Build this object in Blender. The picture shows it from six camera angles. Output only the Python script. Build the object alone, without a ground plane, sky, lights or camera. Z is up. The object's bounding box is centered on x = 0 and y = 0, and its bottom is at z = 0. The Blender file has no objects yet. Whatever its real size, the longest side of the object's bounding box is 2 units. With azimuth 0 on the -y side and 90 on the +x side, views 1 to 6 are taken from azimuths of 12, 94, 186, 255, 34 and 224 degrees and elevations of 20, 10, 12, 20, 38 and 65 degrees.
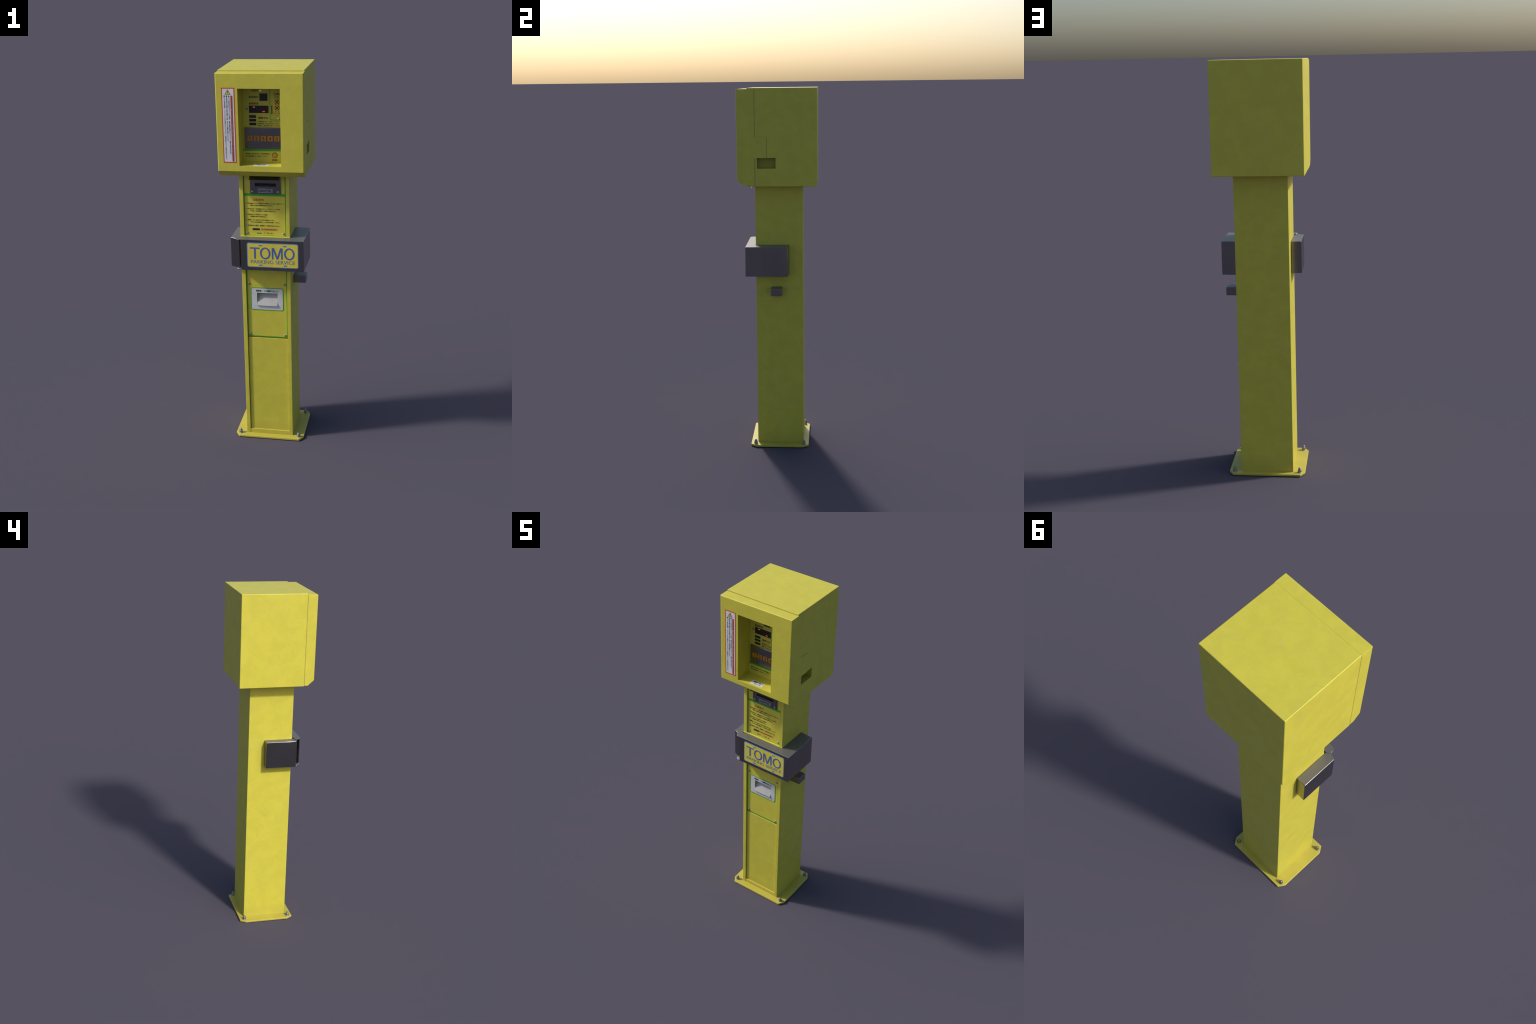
import bpy, bmesh, math, random
from mathutils import Vector, Matrix

random.seed(7)
COL = bpy.context.scene.collection

# ------------------------------------------------------------------ materials
def srgb(r, g, b):
    f = lambda c: (c / 255 / 12.92) if c / 255 <= 0.04045 else ((c / 255 + 0.055) / 1.055) ** 2.4
    return (f(r), f(g), f(b), 1.0)


def new_mat(name):
    m = bpy.data.materials.new(name)
    m.use_nodes = True
    nt = m.node_tree
    return m, nt, nt.nodes["Principled BSDF"]


def node(nt, kind, **inputs):
    n = nt.nodes.new(kind)
    for k, v in inputs.items():
        if k in n.inputs:
            n.inputs[k].default_value = v
        else:
            setattr(n, k, v)
    return n


def coords(nt, scale=(1, 1, 1), loc=(0, 0, 0), rot=(0, 0, 0)):
    tc = nt.nodes.new("ShaderNodeTexCoord")
    mp = nt.nodes.new("ShaderNodeMapping")
    mp.inputs["Scale"].default_value = scale
    mp.inputs["Location"].default_value = loc
    mp.inputs["Rotation"].default_value = rot
    nt.links.new(tc.outputs["Object"], mp.inputs["Vector"])
    return mp.outputs["Vector"]


def noise(nt, scale, detail=3.0, rough=0.55, stretch=(1, 1, 1), loc=(0, 0, 0), rot=(0, 0, 0), dist=0.0):
    n = nt.nodes.new("ShaderNodeTexNoise")
    n.inputs["Scale"].default_value = scale
    n.inputs["Detail"].default_value = detail
    n.inputs["Roughness"].default_value = rough
    n.inputs["Distortion"].default_value = dist
    nt.links.new(coords(nt, stretch, loc, rot), n.inputs["Vector"])
    return n.outputs["Fac"]


def ramp(nt, fac, a, b, lo=0.0, hi=1.0):
    """smooth mask: lo below a, hi above b"""
    n = nt.nodes.new("ShaderNodeMapRange")
    n.interpolation_type = "SMOOTHSTEP"
    n.inputs["From Min"].default_value = a
    n.inputs["From Max"].default_value = b
    n.inputs["To Min"].default_value = lo
    n.inputs["To Max"].default_value = hi
    nt.links.new(fac, n.inputs["Value"])
    return n.outputs["Result"]


def math_(nt, op, a, b):
    n = nt.nodes.new("ShaderNodeMath")
    n.operation = op
    for i, v in enumerate((a, b)):
        if isinstance(v, (int, float)):
            n.inputs[i].default_value = v
        else:
            nt.links.new(v, n.inputs[i])
    return n.outputs[0]


def mix(nt, fac, a, b):
    n = nt.nodes.new("ShaderNodeMix")
    n.data_type = "RGBA"
    if isinstance(fac, (int, float)):
        n.inputs[0].default_value = fac
    else:
        nt.links.new(fac, n.inputs[0])
    for sock, v in ((n.inputs[6], a), (n.inputs[7], b)):
        if isinstance(v, tuple):
            sock.default_value = v
        else:
            nt.links.new(v, sock)
    return n.outputs[2]


def edge_mask(nt, radius, t0, t1):
    """strong where the surface normal turns within the radius (worn edges)"""
    bv = nt.nodes.new("ShaderNodeBevel")
    bv.samples = 6
    bv.inputs["Radius"].default_value = radius
    ge = nt.nodes.new("ShaderNodeNewGeometry")
    d = nt.nodes.new("ShaderNodeVectorMath")
    d.operation = "DOT_PRODUCT"
    nt.links.new(bv.outputs["Normal"], d.inputs[0])
    nt.links.new(ge.outputs["True Normal"], d.inputs[1])
    return ramp(nt, d.outputs["Value"], t1, t0, 1.0, 0.0)


YELLOW = (0.624, 0.564, 0.062, 1)
YELLOW_LOW = (0.582, 0.524, 0.057, 1)


def painted_yellow(name="yellow_paint", shade_tint=0.0):
    m, nt, p = new_mat(name)
    big = ramp(nt, noise(nt, 16.0, 5.0, 0.62, dist=0.5), 0.36, 0.66)
    c = mix(nt, big, YELLOW_LOW, YELLOW)
    # thin greyish bloom
    haze = ramp(nt, noise(nt, 10.0, 5.0, 0.6, (1, 1, 0.55), (3, 1, 2)), 0.48, 0.80, 0.0, 0.13)
    c = mix(nt, haze, c, (0.50, 0.46, 0.15, 1))
    # small grubby specks gathered in patches
    sp = ramp(nt, noise(nt, 85.0, 3.0, 0.6), 0.62, 0.72)
    patch = ramp(nt, noise(nt, 12.0, 2.0, 0.5, loc=(5, 2, 9)), 0.46, 0.62)
    c = mix(nt, math_(nt, "MULTIPLY", math_(nt, "MULTIPLY", sp, patch), 0.22), c, (0.24, 0.21, 0.045, 1))
    # faint curved scratches: thin iso-lines of a slow noise, broken up by another
    for off in (2.0, 7.0):
        n = noise(nt, 5.0, 1.0, 0.4, (1, 1, 1), (off, off, off))
        d = math_(nt, "ABSOLUTE", math_(nt, "SUBTRACT", n, 0.52), 0.0)
        line = ramp(nt, d, 0.0012, 0.0045, 1.0, 0.0)
        brk = ramp(nt, noise(nt, 9.0, 2.0, 0.5, loc=(off, 1, 3)), 0.54, 0.62)
        c = mix(nt, math_(nt, "MULTIPLY", math_(nt, "MULTIPLY", line, brk), 0.11), c, (0.28, 0.24, 0.06, 1))
    # pale chips, rare on the faces and common on the edges
    chip = ramp(nt, noise(nt, 46.0, 2.0, 0.5, loc=(1, 8, 4)), 0.70, 0.745)
    rare = ramp(nt, noise(nt, 13.0, 1.0, 0.5, loc=(9, 3, 1)), 0.44, 0.56)
    chip = math_(nt, "MULTIPLY", math_(nt, "MULTIPLY", chip, rare), 0.42)
    worn = ramp(nt, noise(nt, 24.0, 3.0, 0.55, loc=(4, 4, 1)), 0.615, 0.66)
    worn = math_(nt, "MULTIPLY", math_(nt, "MULTIPLY", worn, edge_mask(nt, 0.0022, 0.985, 0.93)), 0.85)
    bare = math_(nt, "MAXIMUM", chip, worn)
    c = mix(nt, bare, c, (0.46, 0.43, 0.36, 1))
    # ambient shade tinted into the foot of the post and the base plate
    sep = nt.nodes.new("ShaderNodeSeparateXYZ")
    nt.links.new(coords(nt), sep.inputs[0])
    low = ramp(nt, sep.outputs["Z"], 0.0, 0.11, 1.0, 0.0)
    low = math_(nt, "MULTIPLY", low, ramp(nt, noise(nt, 14.0, 4.0, 0.6, loc=(6, 6, 6)), 0.25, 0.6, 0.65, 1.0))
    c = mix(nt, math_(nt, "MULTIPLY", low, 0.75), c, (0.440, 0.375, 0.060, 1))
    # grime painted as a soft contact shadow where door meets shell
    d = math_(nt, "ABSOLUTE", math_(nt, "ADD", sep.outputs["Y"], 0.1575), 0.0)
    joint = math_(nt, "MULTIPLY", ramp(nt, d, 0.0006, 0.0040, 1.0, 0.0), ramp(nt, sep.outputs["Z"], 1.482, 1.490))
    joint = math_(nt, "MULTIPLY", joint, ramp(nt, sep.outputs["X"], 0.200, 0.208, 1.0, 0.0))
    away = math_(nt, "MAXIMUM", ramp(nt, math_(nt, "ABSOLUTE", sep.outputs["X"], 0.0), 0.108, 0.113), ramp(nt, sep.outputs["Z"], 1.930, 1.935))
    joint = math_(nt, "MULTIPLY", joint, away)
    c = mix(nt, math_(nt, "MULTIPLY", joint, 0.55), c, (0.36, 0.31, 0.07, 1))
    # occlusion line drawn into the colour beside the right-hand flange's stepped edge
    tab = math_(nt, "MULTIPLY", ramp(nt, sep.outputs["Z"], 1.6315, 1.6325), ramp(nt, sep.outputs["Z"], 1.7445, 1.7455, 1.0, 0.0))
    edge_y = math_(nt, "SUBTRACT", math_(nt, "MULTIPLY", tab, 0.0628), 0.1170)
    d = math_(nt, "ABSOLUTE", math_(nt, "SUBTRACT", sep.outputs["Y"], edge_y), 0.0)
    side = math_(nt, "MULTIPLY", ramp(nt, sep.outputs["X"], 0.206, 0.2075), ramp(nt, sep.outputs["Z"], 1.482, 1.490))
    side = math_(nt, "MULTIPLY", side, ramp(nt, d, 0.0006, 0.0032, 1.0, 0.0))
    c = mix(nt, math_(nt, "MULTIPLY", side, 0.5), c, (0.33, 0.28, 0.06, 1))
    if shade_tint:
        c = mix(nt, shade_tint, c, (0.22, 0.19, 0.02, 1))
    nt.links.new(c, p.inputs["Base Color"])
    r = ramp(nt, noise(nt, 18.0, 4.0, 0.6, loc=(2, 2, 2)), 0.3, 0.75, 0.40, 0.52)
    nt.links.new(r, p.inputs["Roughness"])
    b = nt.nodes.new("ShaderNodeBump")
    b.inputs["Strength"].default_value = 0.04
    b.inputs["Distance"].default_value = 0.002
    nt.links.new(noise(nt, 120.0, 2.0), b.inputs["Height"])
    nt.links.new(b.outputs["Normal"], p.inputs["Normal"])
    return m


def dark_metal(name, base, rough, dust=None):
    """bare or coated metal; dust settles on what faces up"""
    m, nt, p = new_mat(name)
    lo = tuple(c * 0.95 for c in base) + (1,)
    hi = tuple(c * 1.05 for c in base) + (1,)
    n = noise(nt, 9.0, 3.0, 0.5, (1, 1, 0.5))
    c = mix(nt, ramp(nt, n, 0.35, 0.65), lo, hi)
    p.inputs["Metallic"].default_value = 1.0
    r = ramp(nt, noise(nt, 10.0, 2.0, 0.5, (1, 1, 0.5)), 0.0, 1.0, rough - 0.01, rough + 0.01)
    if dust:
        ge = nt.nodes.new("ShaderNodeNewGeometry")
        sep = nt.nodes.new("ShaderNodeSeparateXYZ")
        nt.links.new(ge.outputs["Normal"], sep.inputs[0])
        up = ramp(nt, sep.outputs["Z"], 0.75, 0.98)
        up = math_(nt, "MULTIPLY", up, ramp(nt, noise(nt, 12.0, 4.0, 0.6, loc=(3, 3, 0)), 0.2, 0.5, 0.85, 1.0))
        c = mix(nt, up, c, dust)
        nt.links.new(math_(nt, "SUBTRACT", 1.0, math_(nt, "MULTIPLY", up, 0.8)), p.inputs["Metallic"])
        r = math_(nt, "ADD", r, math_(nt, "MULTIPLY", up, 0.12))
    nt.links.new(c, p.inputs["Base Color"])
    nt.links.new(r, p.inputs["Roughness"])
    return m


def flat(name, col, rough=0.5, metallic=0.0, var=0.06):
    m, nt, p = new_mat(name)
    lo = tuple(c * (1 - var) for c in col[:3]) + (1,)
    hi = tuple(min(1, c * (1 + var)) for c in col[:3]) + (1,)
    nt.links.new(mix(nt, ramp(nt, noise(nt, 20.0, 3.0), 0.3, 0.7), lo, hi), p.inputs["Base Color"])
    p.inputs["Roughness"].default_value = rough
    p.inputs["Metallic"].default_value = metallic
    return m


def glow(name, col, strength):
    m, nt, p = new_mat(name)
    p.inputs["Base Color"].default_value = col
    p.inputs["Emission Color"].default_value = col
    p.inputs["Emission Strength"].default_value = strength
    return m


M_YEL = painted_yellow()
M_RECESS = painted_yellow("grimy_yellow_paint", 0.38)  # yellow darkened for the dim light inside window tunnel and side hole
M_CARD = flat("yellow_print", (0.61, 0.54, 0.060, 1), 0.45)
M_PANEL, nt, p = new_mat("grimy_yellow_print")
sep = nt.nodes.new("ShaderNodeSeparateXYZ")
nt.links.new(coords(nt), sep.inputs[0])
nt.links.new(mix(nt, ramp(nt, sep.outputs["Z"], 1.56, 1.92), (0.60, 0.53, 0.058, 1), (0.48, 0.42, 0.046, 1)), p.inputs["Base Color"])  # base colour deepens upward: shade under the window head, baked in
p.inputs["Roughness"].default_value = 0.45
M_GREEN = flat("green_print", (0.045, 0.37, 0.032, 1), 0.45)
M_BAND = dark_metal("dark_coated_metal", (0.272, 0.266, 0.272), 0.25, (0.150, 0.144, 0.132, 1))
M_KEYPAD = dark_metal("brushed_dark_metal", (0.240, 0.238, 0.245), 0.27)
M_STEEL = dark_metal("screw_steel", (0.36, 0.355, 0.38), 0.45)
M_BOLT = dark_metal("bolt_steel", (0.30, 0.29, 0.28), 0.55)
M_BLACK = flat("black_print", (0.018, 0.017, 0.012, 1), 0.5)
M_SLOT = flat("black_hole", (0.004, 0.004, 0.004, 1), 0.6)
M_SCREEN = flat("dark_display", (0.010, 0.006, 0.009, 1), 0.35)
M_SCREEN_DIM = flat("unlit_segment", (0.020, 0.010, 0.013, 1), 0.35)
M_SEG = glow("red_segment", (0.62, 0.06, 0.07, 1), 0.45)
M_LED = glow("green_lamp", (0.12, 0.72, 0.09, 1), 0.7)
M_ORANGE = flat("orange_button", (0.50, 0.185, 0.010, 1), 0.4)
M_ORANGE2 = flat("amber_button", (0.62, 0.28, 0.012, 1), 0.4)
M_RIM = flat("dark_rim", (0.045, 0.04, 0.03, 1), 0.45)
M_REDTXT = flat("red_ink", (0.56, 0.075, 0.045, 1), 0.5)
M_RED = flat("red_print", (0.60, 0.035, 0.030, 1), 0.5)
M_REDBAR = flat("dull_red_print", (0.33, 0.055, 0.05, 1), 0.5)
M_PINK = flat("pink_print", (0.55, 0.30, 0.29, 1), 0.5)
M_WHITE = flat("white_print", (0.69, 0.69, 0.72, 1), 0.5)
M_WHITE2 = flat("off_white_print", (0.60, 0.60, 0.625, 1), 0.5)
M_GREYTXT = flat("grey_print", (0.16, 0.16, 0.165, 1), 0.5)
M_SCOOP = flat("grey_scoop", (0.40, 0.40, 0.395, 1), 0.55)
M_TAG = flat("grey_tag", (0.26, 0.25, 0.31, 1), 0.4)
M_LAMPBAR = flat("plum_window", (0.035, 0.016, 0.035, 1), 0.35)
M_BLUE = flat("blue_lettering", (0.062, 0.125, 0.42, 1), 0.5)
M_BLUE2 = flat("pale_blue_lettering", (0.135, 0.195, 0.36, 1), 0.5)
M_BORDER = flat("sky_blue_border", (0.070, 0.22, 0.52, 1), 0.5)
M_STICKER = flat("lime_sticker", (0.60, 0.54, 0.040, 1), 0.45)
M_PLATEY = flat("name_plate_yellow", (0.70, 0.59, 0.070, 1), 0.45)
M_DARKRED = flat("crimson_cross", (0.27, 0.022, 0.022, 1), 0.5)
M_IVORY = flat("pale_screw_head", (0.72, 0.70, 0.66, 1), 0.35)


# ------------------------------------------------------------------ geometry helpers
def obj_from_bm(bm, name, mat, parent=None, smooth=True):
    me = bpy.data.meshes.new(name)
    bmesh.ops.recalc_face_normals(bm, faces=bm.faces[:])
    bm.to_mesh(me)
    bm.free()
    me.materials.append(mat)
    ob = bpy.data.objects.new(name, me)
    COL.objects.link(ob)
    if parent is not None:
        ob.parent = parent
    if smooth:
        me.shade_smooth()
        me.set_sharp_from_angle(angle=math.radians(32))
    return ob


def bm_prism(pts, axis, a, b):
    """extrude a closed 2D outline along x, y or z.  pts: (y,z) for x, (x,z) for y, (x,y) for z"""
    bm = bmesh.new()
    def P(p, t):
        return {"x": (t, p[0], p[1]), "y": (p[0], t, p[1]), "z": (p[0], p[1], t)}[axis]
    lo = [bm.verts.new(P(p, a)) for p in pts]
    hi = [bm.verts.new(P(p, b)) for p in pts]
    n = len(pts)
    bm.faces.new(lo)
    bm.faces.new(list(reversed(hi)))
    for i in range(n):
        bm.faces.new((lo[i], lo[(i + 1) % n], hi[(i + 1) % n], hi[i]))
    bmesh.ops.recalc_face_normals(bm, faces=bm.faces[:])
    return bm


def bm_box(x0, x1, y0, y1, z0, z1):
    return bm_prism([(x0, y0), (x1, y0), (x1, y1), (x0, y1)], "z", z0, z1)


def bake(ob):
    """apply the modifiers of an object"""
    dg = bpy.context.evaluated_depsgraph_get()
    me = bpy.data.meshes.new_from_object(ob.evaluated_get(dg))
    old = ob.data
    ob.modifiers.clear()
    ob.data = me
    bpy.data.meshes.remove(old)
    return ob


def boolean(ob, bm, op="DIFFERENCE"):
    cut = obj_from_bm(bm, "cutter", M_YEL, None, False)
    md = ob.modifiers.new("b", "BOOLEAN")
    md.operation = op
    md.solver = "EXACT"
    md.object = cut
    bpy.context.view_layer.update()
    bake(ob)
    me = cut.data
    bpy.data.objects.remove(cut)
    bpy.data.meshes.remove(me)


def bevel_edges(ob, w, seg, test):
    """round only the edges whose two ends pass the test"""
    bm = bmesh.new()
    bm.from_mesh(ob.data)
    es = [e for e in bm.edges if test(e.verts[0].co, e.verts[1].co)]
    bmesh.ops.bevel(bm, geom=es, offset=w, offset_type="OFFSET", segments=seg, profile=0.5, affect="EDGES", clamp_overlap=True)
    bm.to_mesh(ob.data)
    bm.free()


def tidy(ob):
    """merge slivers and flat seams that a boolean leaves behind"""
    bm = bmesh.new()
    bm.from_mesh(ob.data)
    bmesh.ops.remove_doubles(bm, verts=bm.verts[:], dist=2e-5)
    bmesh.ops.dissolve_limit(bm, angle_limit=math.radians(1.0), verts=bm.verts[:], edges=bm.edges[:])
    bm.to_mesh(ob.data)
    bm.free()


def bevel(ob, w, seg=2, angle=40, clamp=True):
    tidy(ob)
    md = ob.modifiers.new("bevel", "BEVEL")
    md.width = w
    md.segments = seg
    md.limit_method = "ANGLE"
    md.angle_limit = math.radians(angle)
    md.use_clamp_overlap = clamp
    bpy.context.view_layer.update()
    bake(ob)
    ob.data.shade_smooth()
    wn = ob.modifiers.new("flat_faces", "WEIGHTED_NORMAL")
    wn.mode = "FACE_AREA"
    wn.weight = 100
    wn.keep_sharp = True
    bpy.context.view_layer.update()
    bake(ob)
    return ob


def box(name, x0, x1, y0, y1, z0, z1, mat, parent, bev=0.0, seg=2):
    ob = obj_from_bm(bm_box(x0, x1, y0, y1, z0, z1), name, mat, parent)
    if bev:
        bevel(ob, bev, seg)
    return ob


def prism(name, pts, axis, a, b, mat, parent, bev=0.0, seg=2):
    ob = obj_from_bm(bm_prism(pts, axis, a, b), name, mat, parent)
    if bev:
        bevel(ob, bev, seg)
    return ob


def round_rect(x0, x1, z0, z1, r, n=5, corners="1111"):
    """outline with rounded corners, order: bottom-left, bottom-right, top-right, top-left"""
    cs = [(x0 + r, z0 + r, 180, (x0, z0)), (x1 - r, z0 + r, 270, (x1, z0)), (x1 - r, z1 - r, 0, (x1, z1)), (x0 + r, z1 - r, 90, (x0, z1))]
    out = []
    for (cx, cz, a0, sharp), on in zip(cs, corners):
        if on == "1":
            for i in range(n + 1):
                a = math.radians(a0 + 90 * i / n)
                out.append((cx + r * math.cos(a), cz + r * math.sin(a)))
        else:
            out.append(sharp)
    return out


def circle(cx, cz, r, n=28):
    return [(cx + r * math.cos(2 * math.pi * i / n), cz + r * math.sin(2 * math.pi * i / n)) for i in range(n)]


def ring(name, outer, inner, y0, y1, mat, parent):
    """a flat frame: two outlines with the same number of points, facing -y"""
    bm = bmesh.new()
    n = len(outer)
    fo = [bm.verts.new((p[0], y0, p[1])) for p in outer]
    fi = [bm.verts.new((p[0], y0, p[1])) for p in inner]
    bo = [bm.verts.new((p[0], y1, p[1])) for p in outer]
    bi = [bm.verts.new((p[0], y1, p[1])) for p in inner]
    for i in range(n):
        j = (i + 1) % n
        bm.faces.new((fo[i], fo[j], fi[j], fi[i]))
        bm.faces.new((bo[i], bi[i], bi[j], bo[j]))
        bm.faces.new((fo[i], bo[i], bo[j], fo[j]))
        bm.faces.new((fi[i], fi[j], bi[j], bi[i]))
    return obj_from_bm(bm, name, mat, parent)


def lathe(name, prof, centre, axis, mat, parent, n=24):
    """prof: (radius, height along axis); axis '+z' or '-y'"""
    bm = bmesh.new()
    rows = []
    for r, h in prof:
        row = []
        for i in range(n):
            a = 2 * math.pi * i / n
            c, s = r * math.cos(a), r * math.sin(a)
            row.append(bm.verts.new((c, s, h) if axis == "+z" else (c, -h, s)))
        rows.append(row)
    for a, b in zip(rows, rows[1:]):
        for i in range(n):
            bm.faces.new((a[i], a[(i + 1) % n], b[(i + 1) % n], b[i]))
    bm.faces.new(rows[0])
    bm.faces.new(rows[-1])
    ob = obj_from_bm(bm, name, mat, parent)
    ob.location = centre
    return ob


def copy_at(src, loc, rz=0.0):
    ob = src.copy()
    ob.location = loc
    ob.rotation_euler = (0, 0, rz)
    COL.objects.link(ob)
    return ob


# ------------------------------------------------------------------ lettering
GLYPHS = {}


def text_mesh(body, extrude, offset=0.0):
    cu = bpy.data.curves.new("lettering", "FONT")
    cu.body = body
    cu.size = 1.0
    cu.extrude = extrude
    cu.offset = offset
    cu.resolution_u = 3
    ob = bpy.data.objects.new("lettering", cu)
    COL.objects.link(ob)
    dg = bpy.context.evaluated_depsgraph_get()
    me = bpy.data.meshes.new_from_object(ob.evaluated_get(dg))
    bpy.data.objects.remove(ob)
    bpy.data.curves.remove(cu)
    return me


def write(bm, body, x0, z_mid, size, y, x1=None, depth=0.0003, fit=None, weight=0.0, face="-y", bold=0.0):
    if bold:                     # heavier strokes: the same line once more, a touch to the right
        write(bm, body, x0 + bold, z_mid, size, y - 0.00002, x1, depth, fit, 0.0, face)
        x1 -= bold
    """add a line of lettering that faces -y (or +z): left end x0, right end x1, middle height z_mid, em size"""
    d = depth / size
    me = text_mesh(body, d, weight)
    xs = [v.co.x for v in me.vertices]
    ys = [v.co.y for v in me.vertices]
    if not xs:
        bpy.data.meshes.remove(me)
        return
    bx0, bx1, by0, by1 = min(xs), max(xs), min(ys), max(ys)
    sx = (x1 - x0) / (bx1 - bx0) if x1 is not None else size
    if fit:                      # exact height wanted
        sz, zc = (fit[1] - fit[0]) / (by1 - by0), by0
        zoff = fit[0]
    else:
        sz, zc, zoff = size, (0.37 if any(ord(c) > 0x2000 for c in body) else 0.35), z_mid
    for v in me.vertices:
        X = x0 + (v.co.x - bx0) * sx
        Z = zoff + (v.co.y - zc) * sz
        t = v.co.z * size
        v.co = (X, y - t, Z) if face == "-y" else (X, Z, y + t)
    bm.from_mesh(me)
    bpy.data.meshes.remove(me)


def write_down(bm, body, xc, z_top, z_end, size, y, depth=0.0003, weight=0.0):
    """vertical writing, one character under the other"""
    n = len(body)
    step = (z_top - z_end) / n
    for i, ch in enumerate(body):
        if ch == " ":
            continue
        zc = z_top - step * (i + 0.5)
        me = text_mesh(ch, depth / size, weight)
        for v in me.vertices:
            dx, dz = (0.1, 0.45) if ch in "、。" else (-0.5, -0.37)
            if ch == "ー":
                a, b = v.co.x - 0.5, v.co.y - 0.37
                v.co = (xc - b * size, y - v.co.z * size, zc - a * size)
            else:
                v.co = (xc + (v.co.x + dx) * size, y - v.co.z * size, zc + (v.co.y + dz) * size)
        bm.from_mesh(me)
        bpy.data.meshes.remove(me)


def lettering(bm, name, mat, parent, stuff=True):
    me = bpy.data.meshes.new(name)
    bm.to_mesh(me)
    bm.free()
    me.materials.append(mat)
    ob = bpy.data.objects.new(name, me)
    COL.objects.link(ob)
    ob.parent = parent
    if stuff:
        ob["kind"] = "stuff"
    return ob


# ------------------------------------------------------------------ the machine
root = bpy.data.objects.new("parking_payment_machine", None)
COL.objects.link(root)
root["label"] = "tall yellow parking payment machine with dark metal guard band"
root["category"] = "parking meter"

# --- base plate with clipped corners, and its four anchor bolts
PX0, PX1, PY0, PY1 = -0.1892, 0.1840, -0.1607, 0.1642
CX, CY = 0.0215, 0.0335
plate = prism("base_plate", [(PX0 + CX, PY0), (PX1 - CX, PY0), (PX1, PY0 + CY), (PX1, PY1 - CY), (PX1 - CX, PY1), (PX0 + CX, PY1),
              (PX0, PY1 - CY), (PX0, PY0 + CY)], "z", 0.0, 0.0105, M_YEL, root, 0.0016)

nut = lathe("anchor_bolt", [(0.0112, 0.0), (0.0112, 0.0014), (0.0099, 0.0030), (0.0094, 0.0122), (0.0084, 0.0150), (0.0073, 0.0162),
            (0.0070, 0.0196), (0.0058, 0.0232), (0.0034, 0.0256), (0.0006, 0.0263)], (-0.1632, -0.1330, 0.0105), "+z", M_BOLT, plate, 18)
for k, (bx, by) in enumerate(((0.1570, -0.1342), (-0.1630, 0.1368), (0.1572, 0.1374))):
    copy_at(nut, (bx, by, 0.0105), 0.7 * k + 0.4)

# --- column: a folded steel box with a long shallow recess in its front
KX0, KX1, KY0, KY1 = -0.1311, 0.1243, -0.1238, 0.1337
RX0, RX1 = -0.1107, 0.1057
column = obj_from_bm(bm_box(KX0, KX1, KY0, KY1, 0.0100, 1.4830), "column", M_YEL, root)
boolean(column, bm_box(RX0, RX1, -0.14, -0.1030, 0.0100, 1.4700))
boolean(column, bm_box(-0.0590, 0.0565, -0.13, -0.0750, 0.7600, 0.8440))
bevel(column, 0.0014, 2)
box("sill", RX0 - 0.0008, RX1 + 0.0008, -0.1222, -0.1040, 0.0100, 0.0345, M_YEL, column, 0.0025, 3)
FACE = -0.1155
box("lower_panel", -0.1088, 0.1040, FACE - 0.0002, -0.1035, 0.0330, 0.5832, M_YEL, column, 0.0012)
box("cross_sill", KX0 - 0.0006, KX1 + 0.0006, -0.1262, -0.1035, 1.1475, 1.1537, M_YEL, column, 0.0010)

screw = None


def screw_at(x, z, y, parent, mat=None, r=0.0066):
    global screw
    if screw is None:
        screw = lathe("screw", [(0.0066, 0.0), (0.0066, 0.0012), (0.0060, 0.0026), (0.0046, 0.0038), (0.0024, 0.0045), (0.0005, 0.0047)],
                      (x, y, z), "-y", M_STEEL, parent, 20)
        return screw
    ob = copy_at(screw, (x, y, z))
    ob.parent = parent
    if mat is not None:
        ob.data = screw.data.copy()
        ob.data.materials[0] = mat
    ob.scale = (r / 0.0066,) * 3
    return ob


# --- instruction card above the band
card = box("instruction_panel", -0.1097, 0.1036, FACE + 0.0002, -0.1040, 1.1530, 1.4720, M_GREEN, root, 0.0006, 1)
prism("upper_card", round_rect(-0.1066, 0.0998, 1.3773, 1.4720, 0.0065, 5, "1100"), "y", FACE - 0.0002, FACE + 0.0006, M_CARD, card)
prism("lower_card", round_rect(-0.1067, 0.1000, 1.1568, 1.3648, 0.0065), "y", FACE - 0.0002, FACE + 0.0006, M_CARD, card)
for sx in (-0.0963, 0.0911):
    screw_at(sx, 1.1684, FACE - 0.0002, card)
TY = FACE - 0.0004
bm = bmesh.new()
lines = [("料金は前払いです。駐車番号のお間違いのない様にご注意下さい。", -0.0945, 0.0935, 1.3256),
         ("間違った場合の精算は無効となります。", -0.0780, 0.0390, 1.3150),
         ("千円札不可、500円硬貨不可ランプが点灯している時は", -0.0930, 0.0740, 1.2963),
         ("千円札、500円硬貨での精算は出来ません。", -0.0790, 0.0530, 1.2858),
         ("お釣切れランプが点灯している時は", -0.0937, 0.0102, 1.2668),
         ("領収書の発行は出来ません。", -0.0795, 0.0070, 1.2562),
         ("精算後、ロック板が下がるのに数秒かかります。", -0.0940, 0.0466, 1.2380),
         ("下がった事を確認の上、3分以内に出庫して下さい。", -0.0804, 0.0735, 1.2268),
         ("駐車場内での事故、盗難等は一切責任を負いません。", -0.0946, 0.0710, 1.2084)]
for body, x0, x1, zc in lines:
    write(bm, body, x0, zc, 0.0076, TY, x1)
write(bm, "株式会社", -0.0473, 1.1678, 0.0064, TY, -0.0219, weight=0.0)
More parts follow.
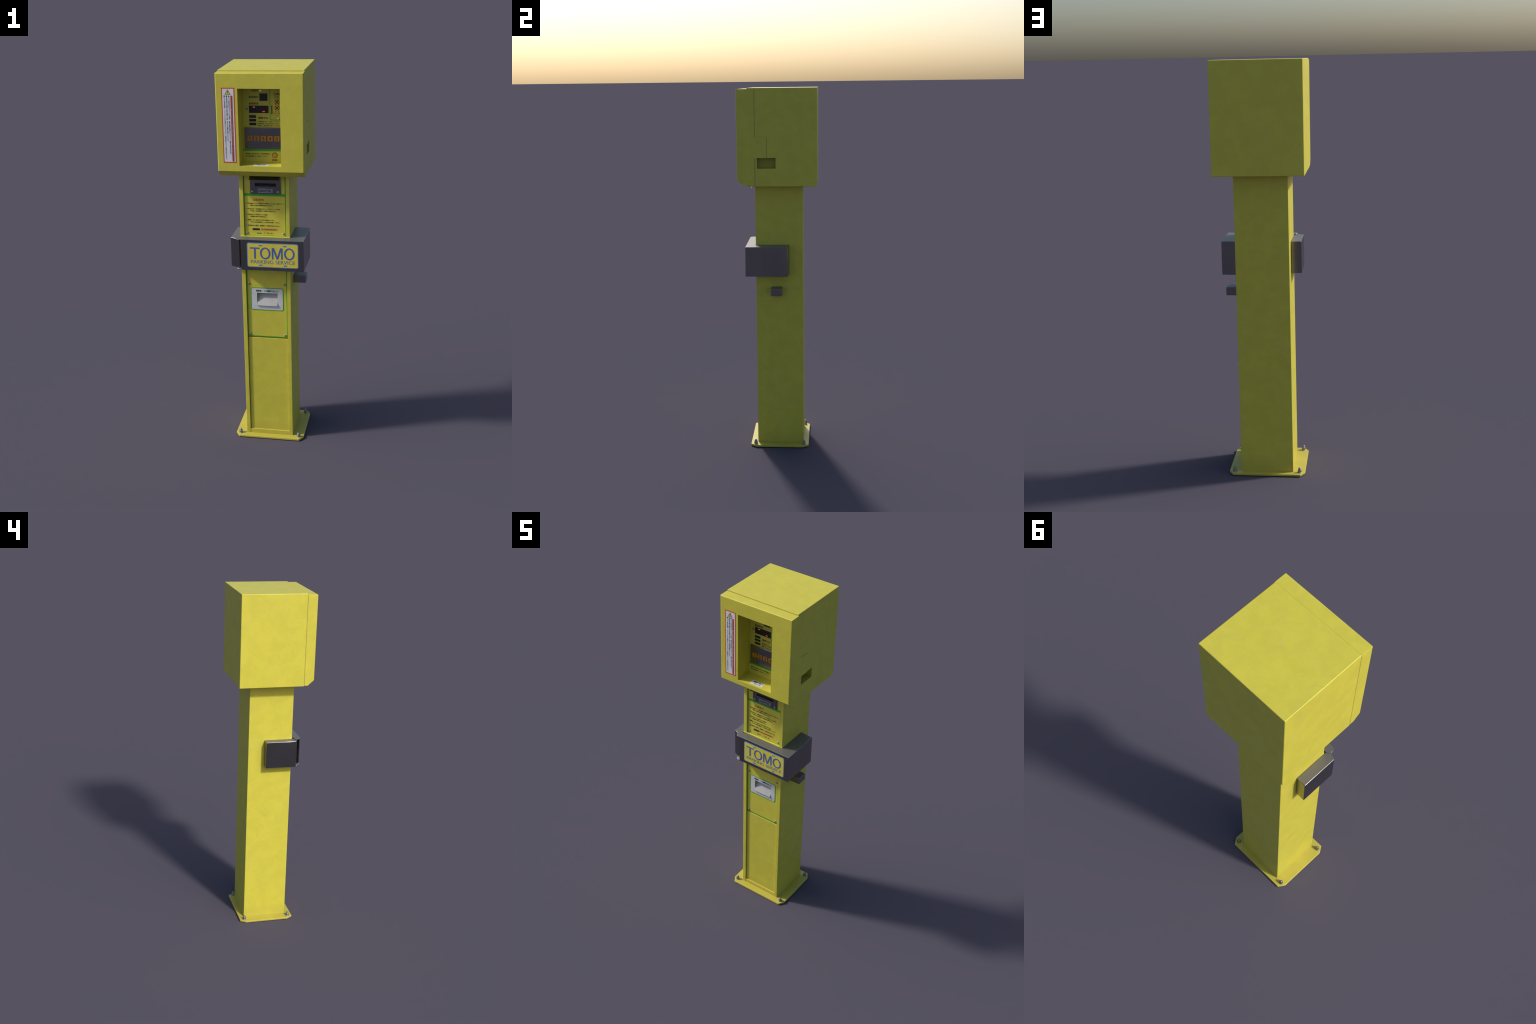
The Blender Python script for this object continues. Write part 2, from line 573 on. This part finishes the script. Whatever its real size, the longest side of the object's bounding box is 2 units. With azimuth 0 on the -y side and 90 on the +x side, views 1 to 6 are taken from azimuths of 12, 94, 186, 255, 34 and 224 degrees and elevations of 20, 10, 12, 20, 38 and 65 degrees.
write(bm, "ノーネーム", -0.0130, 1.1695, 0.0100, TY, 0.0338, bold=0.0004)
lettering(bm, "black_lettering", M_BLACK, card)
bm = bmesh.new()
write(bm, "注意事項", -0.0664, 1.3447, 0.0134, TY, -0.0077, bold=0.0007)
write(bm, "防犯警報装置付", -0.0244, 1.1886, 0.0108, TY, 0.0595, bold=0.0006)
for zc in (1.3260, 1.2963, 1.2667, 1.2372, 1.2088):
    tmp = bm_prism(circle(-0.1004, zc, 0.0022, 14), "y", TY - 0.0002, FACE)
    me = bpy.data.meshes.new("dot")
    tmp.to_mesh(me)
    tmp.free()
    bm.from_mesh(me)
    bpy.data.meshes.remove(me)
lettering(bm, "red_lettering", M_REDTXT, card)
box("alarm_window", -0.0691, -0.0324, TY - 0.0004, FACE, 1.1837, 1.1935, M_LAMPBAR, card)

# --- banknote slot with its sloping hood
bill = prism("banknote_slot", round_rect(-0.0757, 0.0805, 1.3763, 1.4715, 0.006, 5, "1100"), "y", FACE - 0.0045, FACE, M_KEYPAD, root)
boolean(bill, bm_box(-0.0510, 0.0560, -0.14, FACE - 0.0005, 1.4162, 1.4338))
bevel(bill, 0.0012, 2)
box("slot_opening", -0.0500, 0.0550, FACE - 0.0012, FACE - 0.0002, 1.4168, 1.4332, M_SLOT, bill)
for z0, z1 in ((1.4331, 1.4376), (1.4122, 1.4165)):      # raised lips of the slot
    box("slot_lip", -0.0525, 0.0575, FACE - 0.0054, FACE - 0.0040, z0, z1, M_KEYPAD, bill, 0.0012, 2)
prism("slot_bar", [(FACE - 0.0040, 1.4250), (FACE - 0.0008, 1.4262), (FACE - 0.0008, 1.4238)], "x", -0.0495, 0.0545, M_SCREEN, bill)
prism("hood", [(FACE - 0.0020, 1.4790), (FACE - 0.0020, 1.4740), (-0.1505, 1.4562), (-0.1528, 1.4572)], "x",
      -0.0745, 0.0800, M_KEYPAD, bill, 0.0006)
box("value_tag", -0.0360, 0.0394, FACE - 0.0050, FACE - 0.0040, 1.3829, 1.4045, M_TAG, bill)
bm = bmesh.new()
write(bm, "1000円札", -0.0325, 1.3935, 0.0155, FACE - 0.0052, 0.0345, fit=(1.3862, 1.4015), bold=0.0006)
lettering(bm, "value_lettering", M_BLACK, bill)
for sx in (-0.0640, 0.0672):
    screw_at(sx, 1.3884, FACE - 0.0045, bill)

# --- coin return panel below the band
coin = box("coin_return_panel", -0.1095, 0.1038, FACE + 0.0006, -0.1035, 0.5888, 1.1400, M_YEL, root, 0.0008, 1)
boolean(coin, bm_box(-0.0560, 0.0535, -0.14, -0.0990, 0.7690, 0.8395))
ring("green_border", [(-0.1085, 0.5905), (0.1030, 0.5905), (0.1030, 1.1390), (-0.1085, 1.1390)],
     [(-0.1053, 0.5944), (0.0996, 0.5944), (0.0996, 1.1350), (-0.1053, 1.1350)], FACE - 0.0002, FACE + 0.0010, M_GREEN, coin)
LX0, LX1, LZ0, LZ1 = -0.0894, 0.0843, 0.7419, 0.8688
lab = prism("return_label", round_rect(LX0 + 0.0038, LX1 - 0.0038, LZ0 + 0.0036, LZ1 - 0.0038, 0.0075), "y", FACE - 0.0003, FACE + 0.0008, M_WHITE2, coin)
boolean(lab, bm_box(-0.0560, 0.0535, -0.14, -0.09, 0.7690, 0.8395))
ring("label_border", round_rect(LX0, LX1, LZ0, LZ1, 0.0105), round_rect(LX0 + 0.0042, LX1 - 0.0042, LZ0 + 0.0040, LZ1 - 0.0042, 0.0072),
     FACE - 0.0005, FACE + 0.0008, M_GREEN, coin)
prism("coin_scoop", [(-0.0860, 0.8392), (-0.1222, 0.7728), (-0.1226, 0.7695), (-0.1160, 0.7660), (-0.1000, 0.7660), (-0.0845, 0.8392)], "x",
      -0.0545, 0.0525, M_SCOOP, coin, 0.0006, 1)
box("pocket_wall", -0.0575, 0.0550, -0.1045, -0.0820, 0.8380, 0.8420, M_YEL, coin)
box("pocket_wall", -0.0575, -0.0552, -0.1045, -0.0820, 0.7650, 0.8400, M_YEL, coin)
box("pocket_wall", 0.0530, 0.0550, -0.1045, -0.0820, 0.7650, 0.8400, M_YEL, coin)
bm = bmesh.new()
write(bm, "領収書・つり銭取り出し口", -0.0612, 0.8512, 0.0108, FACE - 0.0005, 0.0562, fit=(0.8455, 0.8565), bold=0.0007)
lettering(bm, "black_lettering", M_BLACK, coin)
for sx, sz in ((-0.0966, 0.8905), (0.0911, 0.8912), (-0.0967, 0.6029), (0.0910, 0.6029)):
    screw_at(sx, sz, FACE + 0.0004, coin)

# --- head cabinet: the back shell
HX, HXR = -0.2135, 0.2106
cab = obj_from_bm(bm_box(HX, HXR, -0.1560, 0.2140, 1.4800, 2.0000), "head_cabinet", M_YEL, root)
bevel_edges(cab, 0.0030, 3, lambda a, b: a.y > 0 or b.y > 0)
boolean(cab, bm_box(-0.1110, 0.1080, -0.30, -0.1100, 1.5350, 1.9280))
boolean(cab, bm_box(0.1620, 0.30, -0.1050, -0.0062, 1.5765, 1.6322))
bevel(cab, 0.0012, 2, 50)

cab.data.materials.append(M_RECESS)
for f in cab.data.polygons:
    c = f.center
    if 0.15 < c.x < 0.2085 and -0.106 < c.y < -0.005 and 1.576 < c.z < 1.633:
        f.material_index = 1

# --- front door: chamfered foot, side flange with a latch tab, window tunnel
WX0, WX1, WZ0, WZ1 = -0.1045, 0.1013, 1.5425, 1.9205
door = obj_from_bm(bm_prism([(-0.2140, 1.5163), (-0.1778, 1.4845), (-0.1178, 1.4845), (-0.1178, 1.6322), (-0.0590, 1.6322), (-0.0550, 1.6362),
                             (-0.0550, 1.7400), (-0.0600, 1.7450), (-0.1150, 1.7450), (-0.1178, 1.7478), (-0.1178, 1.9945), (-0.2140, 1.9945)],
                            "x", HX, 0.2135), "door", M_YEL, root)
bevel_edges(door, 0.0048, 5, lambda a, b: a.y < -0.2139 and b.y < -0.2139 and a.z + b.z > 3.04)
bevel_edges(door, 0.0015, 2, lambda a, b: a.z < 1.5150 and b.z < 1.5150 and a.y < -0.17 and b.y < -0.17)
boolean(door, bm_box(-0.30, 0.2120, -0.1564, 0.10, 1.40, 2.10))      # leave only the right-hand flange behind the joint
boolean(door, bm_box(WX0 - 0.004, WX1 + 0.004, -0.18, -0.1112, WZ0 - 0.004, WZ1 + 0.004), "UNION")
boolean(door, bm_box(WX0, WX1, -0.30, -0.10, WZ0, WZ1))
bevel(door, 0.0009, 2, 50)
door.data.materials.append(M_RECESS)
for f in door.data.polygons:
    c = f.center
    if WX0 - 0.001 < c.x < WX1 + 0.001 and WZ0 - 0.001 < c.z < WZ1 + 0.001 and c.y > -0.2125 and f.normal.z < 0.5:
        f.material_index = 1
# packing strip that closes the joint between door and shell
for a in ((HX + 0.0022, WX0 - 0.008, 1.4860, 1.9930), (WX1 + 0.008, 0.2040, 1.4880, 1.9900), (-0.205, 0.205, 1.9300, 1.9930), (-0.205, 0.205, 1.4870, 1.5340)):
    box("door_seal", a[0], a[1], -0.1650, -0.1500, a[2], a[3], M_YEL, door)

# --- warning label on the door
DY = -0.2140
warn = box("warning_label", -0.1834, -0.1186, DY - 0.0004, DY + 0.001, 1.5585, 1.9251, M_RED, root)
box("white_field", -0.1788, -0.1231, DY - 0.0006, DY, 1.5634, 1.9202, M_WHITE, warn)
prism("warning_triangle", [(-0.1668, 1.8922), (-0.1374, 1.8922), (-0.1521, 1.9180)], "y", DY - 0.0009, DY, M_BLACK, warn)
prism("triangle_field", [(-0.1636, 1.8940), (-0.1406, 1.8940), (-0.1521, 1.9142)], "y", DY - 0.0012, DY, M_STICKER, warn)
prism("exclamation_mark", [(-0.1527, 1.8990), (-0.1515, 1.8990), (-0.1497, 1.9085), (-0.1545, 1.9085)], "y", DY - 0.0015, DY, M_BLACK, warn)
prism("exclamation_dot", circle(-0.1521, 1.8962, 0.0011, 12), "y", DY - 0.0015, DY, M_BLACK, warn)
prism("red_stripe", round_rect(-0.1393, -0.1291, 1.5640, 1.8885, 0.0050, 7), "y", DY - 0.0008, DY, M_REDBAR, warn)
bm = bmesh.new()
WY = DY - 0.0008
write_down(bm, "ロック板が完全に下がっていない状態で、無理に車両を出庫しないで下さい。破損する場合があります。", -0.1470, 1.8800, 1.5962, 0.0072, WY)
write_down(bm, "駐車券番号を確認し料金を精算した後、速やかに出庫をお願いいたします。", -0.1580, 1.8800, 1.6600, 0.0072, WY)
write_down(bm, "ロック板が作動中、スピーカーからの案内によって下さい。車両事故についての責任は負いません。", -0.1690, 1.8800, 1.5690, 0.0072, WY)
lettering(bm, "vertical_lettering", M_GREYTXT, warn)
for x in (-0.1690, -0.1580, -0.1470):
    prism("bullet", circle(x, 1.8850, 0.0034, 18), "y", WY - 0.0002, DY, M_BLACK, warn)
bm = bmesh.new()
write_down(bm, "注意 不正駐車をすると車両が破損する恐れがあります。必ず確認", -0.1342, 1.8270, 1.6100, 0.0070, DY - 0.0010)
lettering(bm, "stripe_lettering", M_PINK, warn)

# --- control panel at the end of the window tunnel
CYF = -0.1155
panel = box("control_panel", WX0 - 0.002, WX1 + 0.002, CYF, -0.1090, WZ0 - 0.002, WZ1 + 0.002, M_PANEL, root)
QY = CYF - 0.0003


def strip(name, x0, x1, z0, z1, mat, parent=panel, proud=0.0006, b=0.0):
    return box(name, x0, x1, CYF - proud, CYF + 0.001, z0, z1, mat, parent, b)


# printed green border lines
strip("green_line", -0.1041, 0.1012, 1.5960, 1.6058, M_GREEN, proud=0.0003)
strip("green_line", -0.1044, -0.1034, 1.6062, 1.9195, M_GREEN, proud=0.0003)
for sgn, zz in ((1, 1.6056), (-1, 1.5962)):
    prism("green_line", [(-0.1041, zz), (-0.0985, zz), (-0.1022, zz + sgn * 0.0018), (-0.1041, zz + sgn * 0.0060)], "y", CYF - 0.0004, CYF, M_GREEN, panel)
gx0, gx1, gz = 0.0320, 0.0356, 1.7506
arc = [(gx0 + 0.0095 - 0.0095 * math.cos(a), gz + 0.0095 - 0.0095 * math.sin(a)) for a in [math.radians(90 * i / 7) for i in range(8)]]
arc_in = [(gx1 + 0.0059 - 0.0059 * math.cos(a), gz + 0.0095 - 0.0059 * math.sin(a)) for a in [math.radians(90 * i / 7) for i in range(8)]]
out_line = [(gx0, 1.9200)] + arc + [(0.1012, gz)]
in_line = [(gx1, 1.9200)] + arc_in + [(0.1012, gz + 0.0036)]
prism("coin_border", out_line + in_line[::-1], "y", CYF - 0.0004, CYF + 0.001, M_GREEN, panel)

# displays
d1 = strip("bay_display", -0.0165, 0.0228, 1.8457, 1.8820, M_SCREEN, root, proud=0.0008)
d2 = strip("fee_display", -0.0702, 0.0268, 1.7862, 1.8220, M_SCREEN, root, proud=0.0008)
for zz in ((1.7619, 1.7749), (1.7437, 1.7563), (1.7252, 1.7377)):
    strip("indicator_window", -0.0704, -0.0364, zz[0], zz[1], M_SCREEN, proud=0.0008)


def digit(cx, cz, w, h, y, parent, lit=()):
    """a seven-segment figure: dim segments, some of them glowing"""
    t = 0.0022
    segs = {"top": (cx, cz + h / 2, w, t), "mid": (cx, cz, w, t), "bottom": (cx, cz - h / 2, w, t),
            "ul": (cx - w / 2, cz + h / 4, t, h / 2.6), "ur": (cx + w / 2, cz + h / 4, t, h / 2.6),
            "ll": (cx - w / 2, cz - h / 4, t, h / 2.6), "lr": (cx + w / 2, cz - h / 4, t, h / 2.6)}
    for k, (x, z, a, b) in segs.items():
        on = k in lit
        if on:
            a, b = 0.0122, 0.0054
        box("segment", x - a / 2, x + a / 2, y - (0.0004 if on else 0.0002), y + 0.0003, z - b / 2, z + b / 2, M_SEG if on else M_SCREEN_DIM, parent,
            0.001 if on else 0.0)


for i in range(2):
    digit(-0.0048 + 0.0163 * i, 1.8636, 0.0086, 0.0210, CYF - 0.0008, d1)
for i in range(6):
    digit(-0.0617 + 0.0161 * i, 1.8043, 0.0086, 0.0208, CYF - 0.0008, d2, {1: ("top",), 4: ("bottom",)}.get(i, ()))
lathe("working_lamp", [(0.0030, 0), (0.0028, 0.0010), (0.0018, 0.0018), (0.0004, 0.0021)], (-0.0126, CYF, 1.8951), "-y", M_LED, panel, 16)

# lettering of the panel
bm = bmesh.new()
write(bm, "作業中", -0.0565, 1.8958, 0.0112, QY, -0.0222, bold=0.0005)
write(bm, "駐車番号", -0.0703, 1.8640, 0.0112, QY, -0.0226, bold=0.0005)
write(bm, "駐車料金", -0.0700, 1.8321, 0.0112, QY, -0.0225, bold=0.0005)
write(bm, "¥", -0.0858, 1.8052, 0.0150, QY, -0.0766, bold=0.0009)
write(bm, "精算方法", -0.0242, 1.7617, 0.0116, QY, 0.0232, bold=0.0005)
write(bm, "1. 駐車番号ボタンを押して下さい。", -0.0320, 1.7437, 0.0068, QY, 0.0798)
write(bm, "2. 駐車番号と料金が表示されます。", -0.0322, 1.7337, 0.0068, QY, 0.0790)
write(bm, "3. 間違った場合は押し直してください。", -0.0325, 1.7237, 0.0068, QY, 0.0890)
write(bm, "領収書の必要の方は、料金精算後に", -0.0943, 1.5822, 0.0080, QY, 0.0312)
write(bm, "右の領収書ボタンを押して下さい。", -0.0945, 1.5696, 0.0080, QY, 0.0229)
write(bm, "領収書", 0.0388, 1.5518, 0.0092, QY, 0.0650, bold=0.0003)
lettering(bm, "black_lettering", M_BLACK, panel)

# key pad
pad = box("keypad", -0.0952, 0.0925, CYF - 0.0050, CYF + 0.001, 1.6074, 1.7148, M_KEYPAD, root, 0.0022, 2)
bm = bmesh.new()
for i in range(5):
    cx = -0.0687 + 0.03365 * i
    box("key_button", cx - 0.0127, cx + 0.0127, CYF - 0.0066, CYF - 0.0045, 1.6474, 1.6732, M_ORANGE, pad, 0.0007, 2)
    if i:
        write(bm, str(i + 1), cx - 0.0060, 1.66, 0.02, CYF - 0.0068, cx + 0.0060, fit=(1.6512, 1.6692), bold=0.0006)
        continue
    one = bm_prism([(cx - 0.0002, 1.6512), (cx + 0.0023, 1.6512), (cx + 0.0023, 1.6692), (cx + 0.0006, 1.6692), (cx - 0.0040, 1.6655),
                    (cx - 0.0040, 1.6632), (cx - 0.0002, 1.6652)], "y", CYF - 0.0069, CYF - 0.0060)
    me = bpy.data.meshes.new("figure")
    one.to_mesh(me)
    one.free()
    bm.from_mesh(me)
    bpy.data.meshes.remove(me)
lettering(bm, "key_lettering", M_BLACK, pad)

# receipt button
lathe("receipt_button_rim", [(0.0136, 0), (0.0136, 0.0014), (0.0128, 0.0020), (0.0112, 0.0020)], (0.0532, CYF, 1.5764), "-y", M_RIM, panel, 32)
lathe("receipt_button", [(0.0113, 0), (0.0113, 0.0034), (0.0104, 0.0042), (0.0004, 0.0043)], (0.0532, CYF, 1.5764), "-y", M_ORANGE2, panel, 32)

# coin slot and the sticker that shows which coins are taken
strip("coin_slot", 0.0411, 0.0453, 1.7814, 1.8240, M_SLOT, proud=0.0010)
stick = strip("coin_sticker", 0.0521, 0.0853, 1.7718, 1.8950, M_STICKER, root, proud=0.0004)
bm = bmesh.new()
SY = CYF - 0.0006
for zc, r in ((1.8791, 0.0150), (1.8582, 0.0125), (1.8388, 0.0122), (1.8124, 0.0122), (1.7860, 0.0125)):
    ring("coin_outline", circle(0.0687, zc, r, 36), circle(0.0687, zc, r - 0.0014, 36), SY - 0.0001, CYF, M_BLACK, stick)
write(bm, "500", 0.0687 - 0.0122, 1.8791, 0.015, SY, 0.0687 + 0.0122, fit=(1.8735, 1.8850), bold=0.0010)
write(bm, "100", 0.0687 - 0.0075, 1.8582, 0.01, SY, 0.0687 + 0.0075, fit=(1.8535, 1.8625))
write(bm, "50", 0.0687 - 0.0060, 1.8388, 0.01, SY, 0.0687 + 0.0060, fit=(1.8348, 1.8428))
write(bm, "10", 0.0687 - 0.0060, 1.8124, 0.01, SY, 0.0687 + 0.0060, fit=(1.8084, 1.8164))
write(bm, "千円札", 0.0687 - 0.0080, 1.7860, 0.0055, SY, 0.0687 + 0.0080)
lettering(bm, "coin_lettering", M_BLACK, stick)
for zc in (1.8388, 1.8124):
    for s in (-1, 1):
        h, t = 0.0100, 0.0016
        prism("cross_bar", [(0.0687 - h - t, zc - s * (h - t)), (0.0687 - h + t, zc - s * (h + t)), (0.0687 + h + t, zc + s * (h - t)),
                            (0.0687 + h - t, zc + s * (h + t))], "y", CYF - 0.0009 - 0.0001 * s, CYF, M_DARKRED, stick)
screw_at(0.0741, 1.7606, CYF - 0.0004, panel, M_IVORY, 0.0058)

# paper note stuck on the floor of the window
note = box("paper_note", -0.0412, 0.0343, -0.2015, -0.1690, WZ0 - 0.0005, WZ0 + 0.0006, M_WHITE, root)
bm = bmesh.new()
write(bm, "紙幣は一枚ずつ", -0.0290, -0.1775, 0.0105, WZ0 + 0.0007, 0.0290, face="+z", bold=0.0012)
write(bm, "入れて下さい", -0.0200, -0.1920, 0.0095, WZ0 + 0.0007, 0.0250, face="+z", bold=0.0008)
lettering(bm, "note_lettering", M_BLACK, note)

# --- guard band across the column
BX0, BX1, BY, BZ0, BZ1 = -0.1220, 0.2018, -0.1755, 0.9868, 1.1506
band = obj_from_bm(bm_prism([(BX0, BY), (BX1, BY), (BX1, 0.0540), (0.1236, 0.0605), (0.1236, -0.1230), (0.1100, -0.1230), (0.1100, BY + 0.006), (BX0, BY + 0.006)],
                   "z", BZ0, BZ1), "guard_band", M_BAND, root)
bevel(band, 0.0016, 2)


def tongue(z0, z1):
    r, cx, cy = 0.0205, -0.1305, BY + 0.0205
    pts = [(0.1105, BY + 0.0004)]
    pts += [(cx + r * math.cos(math.radians(a)), cy + r * math.sin(math.radians(a))) for a in range(-90, -280, -12)]
    pts += [(cx + 0.016, cy + r), (-0.1050, -0.1243), (0.1105, -0.1243)]
    return prism("band_flange", pts, "z", z0, z1, M_BAND, band, 0.0007, 2)


tongue(BZ1 - 0.0035, BZ1 - 0.0002)
tongue(BZ0 + 0.0002, BZ0 + 0.0035)

NY = BY
nplate = prism("name_plate", round_rect(-0.0898, 0.1752, 1.0040, 1.1355, 0.0100, 7), "y", NY - 0.0012, NY + 0.001, M_BORDER, root, 0.0004, 1)
prism("plate_field", round_rect(-0.0860, 0.1714, 1.0078, 1.1317, 0.0070, 7), "y", NY - 0.0016, NY, M_PLATEY, nplate)
for dx, dz in ((-0.0205, 1.1226), (0.1055, 1.1222), (-0.0203, 1.0168), (0.1066, 1.0172)):
    prism("plate_dash", round_rect(dx - 0.0091, dx + 0.0091, dz - 0.0030, dz + 0.0030, 0.0026, 4), "y", NY - 0.0022, NY, M_BORDER, nplate)
bm = bmesh.new()
LY = NY - 0.0019
ST = 0.0084                                   # stroke width of the large letters
zb, zt = 1.0514, 1.1116


x0, x1 = -0.0733, -0.0245                     # T
xm = (x0 + x1) / 2
obj_from_bm(bm_prism([(xm - ST / 2, zb), (xm + ST / 2, zb), (xm + ST / 2, zt - 0.0072), (x1, zt - 0.0072), (x1, zt), (x0, zt), (x0, zt - 0.0072),
                     (xm - ST / 2, zt - 0.0072)], "y", LY - 0.0004, NY), "letter", M_BLUE, nplate)
x0, x1 = 0.0386, 0.0937                       # M
xm = (x0 + x1) / 2
obj_from_bm(bm_prism([(x0, zb), (x0 + ST * 0.9, zb), (x0 + ST * 0.9, zt - 0.0130), (xm - 0.0040, zb), (xm + 0.0040, zb), (x1 - ST * 0.9, zt - 0.0130),
                     (x1 - ST * 0.9, zb), (x1, zb), (x1, zt), (x1 - 0.0118, zt), (xm, zb + 0.0130), (x0 + 0.0118, zt), (x0, zt)], "y", LY - 0.0004, NY), "letter", M_BLUE, nplate)
for x0, x1 in ((-0.0224, 0.0312), (0.1013, 0.1550)):      # both O
    cx, cz, a, b = (x0 + x1) / 2, (zb + zt) / 2, (x1 - x0) / 2, 0.0318
    n = 48
    ell = lambda k: [(cx + (a - k * ST) * math.cos(2 * math.pi * i / n), cz + (b - k * 0.0074) * math.sin(2 * math.pi * i / n)) for i in range(n)]
    o = ring("letter", ell(0), ell(1), LY - 0.0004, NY, M_BLUE, None)
    o.name = "letter"
    o.parent = nplate
bm = bmesh.new()
write(bm, "PARKING SERVICE", -0.0708, 0, 0.024, LY, 0.1565, fit=(1.0256, 1.0448), depth=0.0003)
lettering(bm, "small_lettering", M_BLUE2, nplate, False)

# --- lock box on the left of the column, with a slanted front, and the small box on the right
prism("lock_box", [(-0.1316, 0.0395), (-0.1316, -0.1560), (-0.1400, -0.1560), (-0.1812, -0.1365), (-0.1812, 0.0395)], "z", 0.9912, 1.1470, M_BAND, root, 0.0020, 2)
box("latch_box", 0.1236, 0.1902, -0.0380, 0.0212, 0.8757, 0.9164, M_BAND, root, 0.0016, 2)

for ob in bpy.data.objects:
    if ob.type == "MESH" and ob.parent is None:
        ob.parent = root
